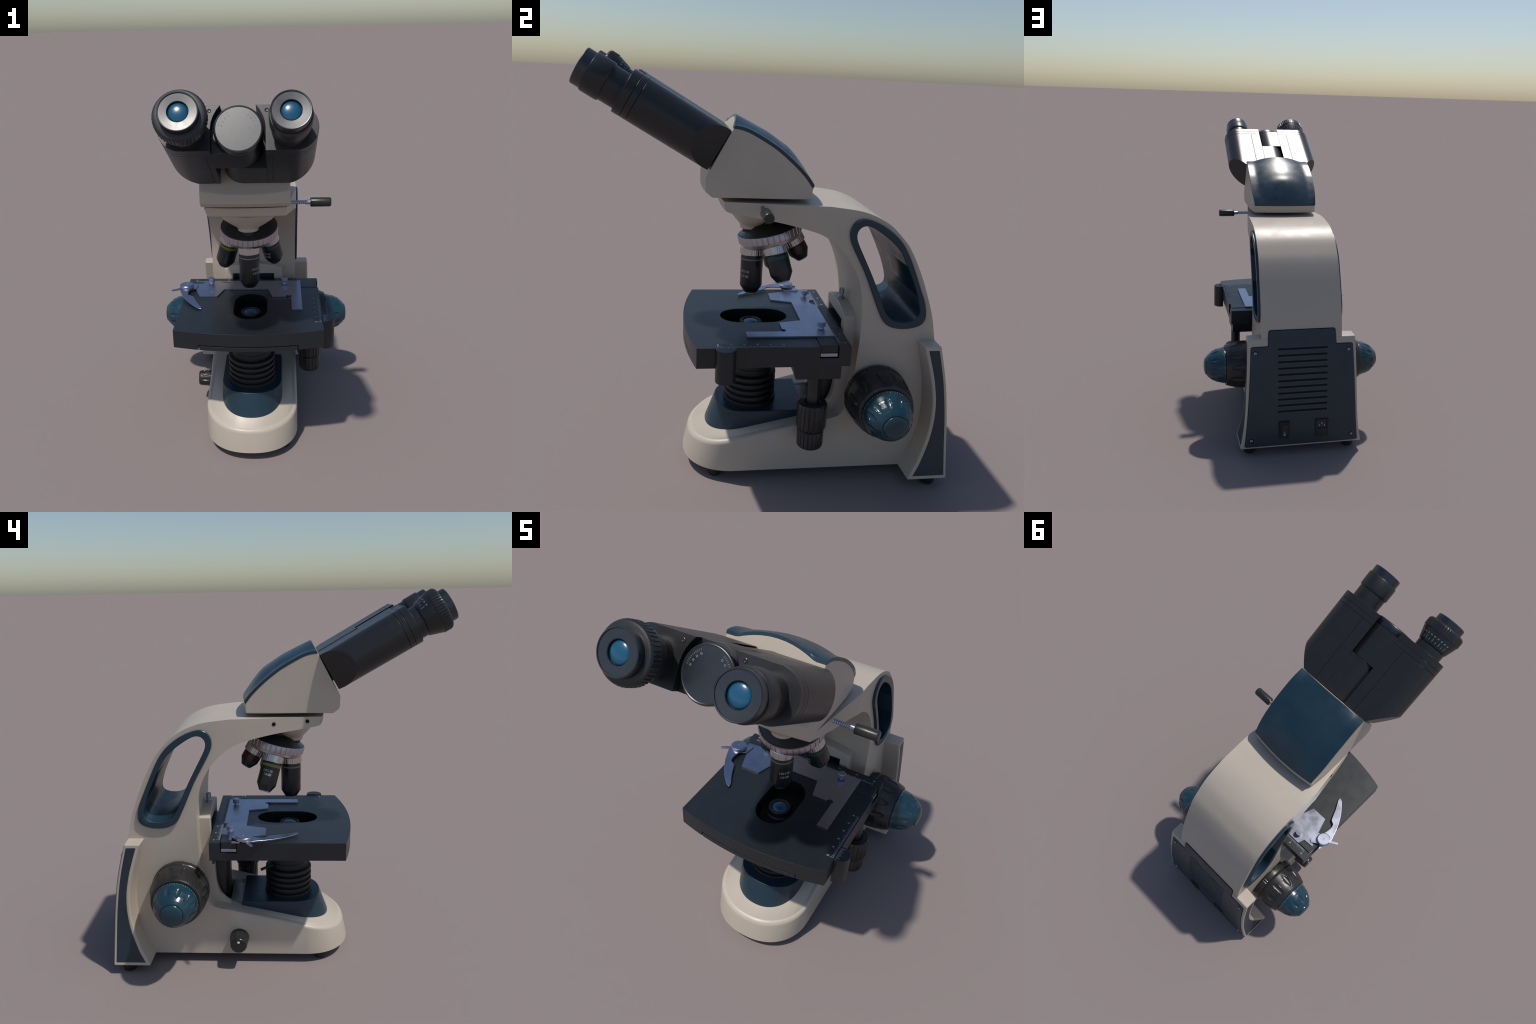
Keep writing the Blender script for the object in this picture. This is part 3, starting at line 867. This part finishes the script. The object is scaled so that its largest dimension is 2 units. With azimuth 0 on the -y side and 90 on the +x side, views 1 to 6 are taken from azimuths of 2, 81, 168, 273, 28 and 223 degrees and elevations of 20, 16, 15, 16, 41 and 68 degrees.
head_w = catmull([(-0.36, 0.217), (-0.22, 0.2185), (-0.10, 0.2215), (0.02, 0.2215), (0.08, 0.2185), (0.12, 0.2125), (0.16, 0.2065)], 6)
taper = lambda y: interp(head_w, y)
V = []; F = []; rowlen = None
for x in cols:
    b = 1 - (x / 0.217) ** 2
    poly = [(0.131 + 0.017 * b, 1.409)] + [(y_ - 0.0, 1.4085) for y_ in (0.10, 0.04, -0.03, -0.10, -0.20)] + [(-0.310 - 0.012 * b, 1.407), (-0.341 - 0.014 * b, 1.432), (-0.343 - 0.013 * b, 1.493 - 0.017 * b)]
    poly += top_pts(x, 0.0)
    rowlen = len(poly)
    V += [(x / 0.217 * taper(y), y, z) for y, z in poly]
nc = len(cols)
for i in range(nc - 1):
    for k in range(rowlen):
        k2 = (k + 1) % rowlen
        F.append([i * rowlen + k, i * rowlen + k2, (i + 1) * rowlen + k2, (i + 1) * rowlen + k])
F.append(list(range(rowlen))[::-1]); F.append([(nc - 1) * rowlen + k for k in range(rowlen)])
head = new_obj("head_block", mesh_from(V, F), CREAM)
bevel(head, 0.004, 2, 30)
# cover sheet
V = []; F = []
m = len(S_side)
TH = 0.0122
NRM = []
for x in cols:
    pts = top_pts(x, 0.0)
    for i, (y, z) in enumerate(pts):
        p0 = pts[max(0, i - 1)]; p1 = pts[min(m - 1, i + 1)]
        ty, tz = p1[0] - p0[0], p1[1] - p0[1]
        l = math.hypot(ty, tz)
        NRM.append((-tz / l, ty / l))
for lay in (0, 1):
    idx = 0
    for x in cols:
        for i, (y, z) in enumerate(top_pts(x, 0.0)):
            ny, nz = NRM[idx]
            if nz < 0: ny, nz = -ny, -nz
            e = -0.002 if lay == 0 else TH
            oy, oz = ny * e, nz * e
            if i == 0:                      # keep the front edge on the slanted face
                oy, oz = 0.5 * e, 0.866 * e
            if i == m - 1:
                oy, oz = 0.003 if lay else 0.0, e * 1.35
            V.append((x / 0.217 * (taper(y) + 0.0012), y + oy, z + oz)); idx += 1
off_ = nc * m
for i in range(nc - 1):
    for k in range(m - 1):
        a, b_, c_, d_ = i * m + k, i * m + k + 1, (i + 1) * m + k + 1, (i + 1) * m + k
        F.append([a, d_, c_, b_]); F.append([off_ + a, off_ + b_, off_ + c_, off_ + d_])
for i in range(nc - 1):
    F.append([i * m, off_ + i * m, off_ + (i + 1) * m, (i + 1) * m])
    F.append([i * m + m - 1, (i + 1) * m + m - 1, off_ + (i + 1) * m + m - 1, off_ + i * m + m - 1])
for k in range(m - 1):
    F.append([k, k + 1, off_ + k + 1, off_ + k])
    q = (nc - 1) * m
    F.append([q + k, off_ + q + k, off_ + q + k + 1, q + k + 1])
cover = new_obj("head_cover", mesh_from(V, F), BLUE, head)
bevel(cover, 0.003, 2, 40)
# dark disc added to fill the shaded gap between head and arm
prism("head_gap_disc", [(0.110 * cos(2 * pi * k / 64), -0.075 + 0.130 * sin(2 * pi * k / 64)) for k in range(64)], XY, 1.37, 1.412, RUBBER, head)

# lock lever on the right of the arm nose, raised dark discs in place of screw holes on the left
thread = lambda r, h, t: r - 0.0018 * (0.5 + 0.5 * cos(2 * pi * h / 0.0095 + t)) if 0.20 < h < 0.298 else r
lev = lathe("lock_lever", [(0, 0.17)] + [(0.0105, 0.17 + 0.13 * k / 90) for k in range(91)] + [(0.0120, 0.302), (0.0120, 0.327), (0, 0.327)], (0, -0.090, 1.367), (1, 0, 0), SILVER, None, 28, 0, mod=thread)
lathe("lever_grip", [(0, 0.324), (0.0225, 0.324), (0.0240, 0.328), (0.0240, 0.424), (0.0200, 0.431), (0, 0.4315)], (0, -0.090, 1.367), (1, 0, 0), KNOBBLACK, lev, 96, 0.001,
      mod=lambda r, h, t: r - (0.0018 if ((t * 8 / (2 * pi)) % 1) < 0.3 and 0.334 < h < 0.42 else 0))
for y, z in ((-0.010, 1.357), (-0.180, 1.366)):
    xx = 0.200 + (y + 0.285) * (HW - 0.200) / 0.415
    lathe("screw_hole_disc", [(0, -0.004), (0.0098, -0.004), (0.0098, 0.0010), (0.0065, 0.0016), (0, 0.0016)], (-xx, y, z), (-1, -0.12, 0), PIT, None, 24, 0)

# ------------------------------------------------------------------ binocular tubes
NC = 1.2545; NT = 1.3515; NB = 1.156           # centre, top and bottom along TN
T0, T1 = 1.0545, 1.512
bino = empty("binocular_tube", ROOT)
def body_section(s, inset=0.0, x_in=0.112, hug=True):
    """cross-section (x, n) of one prism housing; s = +1 right, -1 left"""
    xc, r = 0.2280, 0.0990
    pts = []
    if hug:
        pts += [(0.072 + inset, NT - inset), (0.088 + inset, 1.330), (0.101 + inset, 1.305), (0.109 + inset, 1.280), (x_in + inset, 1.255)]
    else:
        pts += [(x_in + inset, NT - inset)]
    pts += [(x_in + inset, NB + inset), (0.220, NB + inset)]
    for k in range(1, 24):
        a = -pi / 2 + pi * k / 24
        pts.append((xc + (r + 0.002 - inset) * cos(a) ** 0.92 if cos(a) > 0 else xc, NC + (r - 0.0005 - inset) * sin(a)))
    pts += [(0.220, NT - inset)]
    return [(s * x, n_) for x, n_ in pts]
def tube(name, section, ta, tb, mat, parent, cutback=False, bev=0.0015):
    n_ = len(section)
    V = []
    for x, q in section:
        t = ta
        if cutback and abs(x) > 0.2201:
            t = ta + (abs(x) - 0.220) * 1.17
        V.append(tn(x, t, q))
    V += [tn(x, tb, q) for x, q in section]
    F = [[n_ + i for i in range(n_)]] + [[i, (i + 1) % n_, n_ + (i + 1) % n_, n_ + i] for i in range(n_)]
    edge = [i for i, (x, q) in enumerate(section) if abs(abs(x) - 0.220) < 1e-6]
    if cutback and len(edge) == 2:
        a, b_ = edge
        F.append(list(range(a, b_ + 1)))
        F.append(list(range(b_, n_)) + list(range(0, a + 1)))
    else:
        F.append(list(range(n_)))
    o = new_obj(name, mesh_from(V, F), mat, parent)
    if bev: bevel(o, bev, 2, 33)
    else: smooth(o)
    return o
for s in (1, -1):
    sec = body_section(s)
    # dark core that shows in the joints
    core = tube("prism_housing", body_section(s, 0.003), T0 + 0.004, T1 - 0.004, PIT, bino, True, 0)
    outer_sec = [(s * 0.1386, NT)] + [(s * 0.1386, NB)] + [p for p in sec if abs(p[0]) >= 0.2199]
    tube("housing_panel", outer_sec, T0, 1.4462, BLACK, core, True)
    inner_sec = [p for p in sec if abs(p[0]) < 0.14][:7]
    inner_sec = [p for p in inner_sec] + [(s * 0.1372, NB), (s * 0.1372, NT)]
    tube("housing_bridge", inner_sec, T0, 1.4462, BLACK, core, False)
    tube("housing_ring", sec, 1.4476, 1.4742, BLACK, core)
    tube("housing_end", sec, 1.4756, T1, BLACK, core)
    lathe("end_screw", [(0, 0), (0.0085, 0), (0.0085, 0.0015), (0.006, 0.0025), (0.004, 0.001), (0, 0.001)], tn(s * 0.117, T1, 1.328), TD, KNOBBLACK, core, 20, 0.0004)
    # hinge knuckle: right half owns the lower part, left half the upper part
    ta, tb = (T0 + 0.001, 1.2845) if s > 0 else (1.2860, 1.4770)
    kn = [(s * 0.0714, NT), (s * 0.03, NT)]
    for k in range(0, 25):
        a = pi / 2 + pi * k / 24
        xx = 0.0 + 0.099 * cos(a); qq = NC + 0.0985 * sin(a)
        kn.append((s * xx, qq))
    kn += [(s * 0.03, NB), (s * 0.1114, NB), (s * 0.1114, 1.255), (s * 0.1084, 1.280), (s * 0.1004, 1.305), (s * 0.0874, 1.330)]
    tube("hinge_knuckle", kn, ta, tb, BLACK, core, False)
lathe("hinge_cap", [(0, 1.40), (0.090, 1.40), (0.090, 1.478), (0.1005, 1.4785), (0.1020, 1.482), (0.1020, 1.513), (0.0985, 1.5175), (0.0945, 1.5185), (0.0935, 1.5165), (0, 1.5165)],
      tn(0.002, 0, 1.2480), TD, EYECUP, bino, 80, 0.0015)
lathe("hinge_pin", [(0, 1.03), (0.08, 1.03), (0.08, 1.40), (0, 1.40)], tn(0, 0, NC), TD, PIT, bino, 40, 0)
# interpupillary scale on the hinge cap: two arcs of small marks
acc = []
def arc_mark(r0, r1, a0, a1):
    V = []; F = []; m_ = max(2, int((a1 - a0) / 0.06))
    for k in range(m_ + 1):
        a = a0 + (a1 - a0) * k / m_
        for r_ in (r0, r1):
            for t in (1.5155, 1.5170):
                V.append(tn(0.002 + r_ * sin(a), t, 1.2480 + r_ * cos(a)))
    for k in range(m_):
        q = 4 * k; e = q + 4
        F += [[q, e, e + 2, q + 2], [q + 1, q + 3, e + 3, e + 1], [q, q + 1, e + 1, e], [q + 2, e + 2, e + 3, q + 3]]
    F += [[0, 2, 3, 1], [4 * m_, 4 * m_ + 1, 4 * m_ + 3, 4 * m_ + 2]]
    acc.append(new_obj("t", mesh_from(V, F), LABEL, bino))
for sgn in (-1, 1):
    for k in range(11):
        a = sgn * (0.55 + 0.085 * k)
        arc_mark(0.080, 0.087, a - 0.010, a + 0.010)
    for k in range(4):
        a = sgn * (0.60 + 0.26 * k)
        arc_mark(0.066, 0.074, a - 0.05, a - 0.015); arc_mark(0.066, 0.074, a + 0.015, a + 0.05)
o_ = join(acc, "hinge_scale"); o_["kind"] = "stuff"

# eyepieces
NE = 1.2465
def eyepiece(x, collar_profile, cup_front, cup_r, knurled):
    tube_o = lathe("eyepiece", [(0, 1.50), (0.0790, 1.50), (0.0790, 1.60), (0, 1.60)], tn(x, 0, NE), TD, BLACK, bino, 64, 0.001)
    mod = None
    if knurled:
        mod = lambda r, h, t: r - (0.0026 if r > 0.1055 and ((t * 44 / (2 * pi)) % 1) < 0.42 else 0)
    col = lathe("dioptre_ring" if knurled else "eyepiece_collar", collar_profile, tn(x, 0, NE), TD, BLACK, tube_o, 352 if knurled else 64, 0 if knurled else 0.002, mod=mod)
    r = cup_r; f = cup_front
    lathe("eyecup", [(0, 1.655), (r, 1.655), (r, f - 0.003), (r - 0.003, f), (r - 0.0055, f - 0.0005), (r - 0.0065, f - 0.004), (0.043, f - 0.006), (0.041, f - 0.008), (0.041, f - 0.018), (0, f - 0.018)],
          tn(x, 0, NE), TD, EYECUP, tube_o, 64, 0)
    lathe("eye_lens", [(0.0405, f - 0.019)] + [(0.0405 * cos(a), f - 0.019 + 0.013 * sin(a)) for a in [0.1963 * k for k in range(1, 8)]] + [(0, f - 0.006)],
          tn(x, 0, NE), TD, LENS, tube_o, 48, 0, smooth_all=True)
    return tube_o
eyepiece(0.214, [(0, 1.580), (0.0815, 1.580), (0.0855, 1.5875), (0.0860, 1.592), (0.0860, 1.659), (0.0840, 1.664), (0, 1.664)], 1.7055, 0.0795, False)
left_eye = eyepiece(-0.214, [(0, 1.553), (0.080, 1.553), (0.0840, 1.5560), (0.1035, 1.6165), (0.1035, 1.6195), (0.1050, 1.6220), (0.1075, 1.6235), (0.1075, 1.6580), (0.1050, 1.6650), (0.1000, 1.6705), (0.0900, 1.6735), (0, 1.6740)], 1.7075, 0.0800, True)
# dioptre marks on the cone
acc = []
for k in range(9):
    a = (k - 4) * 0.22
    big = (k % 2 == 0)
    for (t0_, t1_, w_) in ((1.566, 1.585 if big else 1.578, 0.0016), (1.592, 1.599, 0.0045)):
        V = []
        for t in (t0_, t1_):
            r_ = 0.0840 + (0.1035 - 0.0840) * (t - 1.556) / 0.0605
            c = Vector((sin(a), 0, 0)) + TN * cos(a)
            e = Vector((cos(a), 0, 0)) - TN * sin(a)
            for ww in (-w_, w_):
                for lift in (0.0006, -0.003):
                    V.append(tn(-0.214, t, NE) + c * (r_ + lift) + e * ww)
        F = [[0, 2, 6, 4], [1, 5, 7, 3], [0, 1, 3, 2], [4, 6, 7, 5], [0, 4, 5, 1], [2, 3, 7, 6]]
        acc.append(new_obj("t", mesh_from(V, F), MARK, left_eye))
o_ = join(acc, "dioptre_scale"); o_["kind"] = "stuff"

# ------------------------------------------------------------------ tidy the tree: thing > part > sub-part
PARTS = {"objective", "eyepiece", "power_switch", "mains_inlet", "specimen_holder", "spring_finger", "prism_housing",
         "travel_bracket", "hinge_cap", "hinge_pin", "fine_focus_knob"}
for o in list(bpy.data.objects):
    if o.name.split(".")[0] in PARTS:
        o.parent = ROOT
for o in list(bpy.data.objects):
    if o.parent == bino:
        o.parent = bpy.data.objects["hinge_cap"]
bpy.data.objects.remove(bino)
for o in list(bpy.data.objects):
    chain = [o]
    while chain[-1].parent:
        chain.append(chain[-1].parent)
    if len(chain) > 3:                 # deeper than thing > part > sub-part
        o.parent = chain[-2]
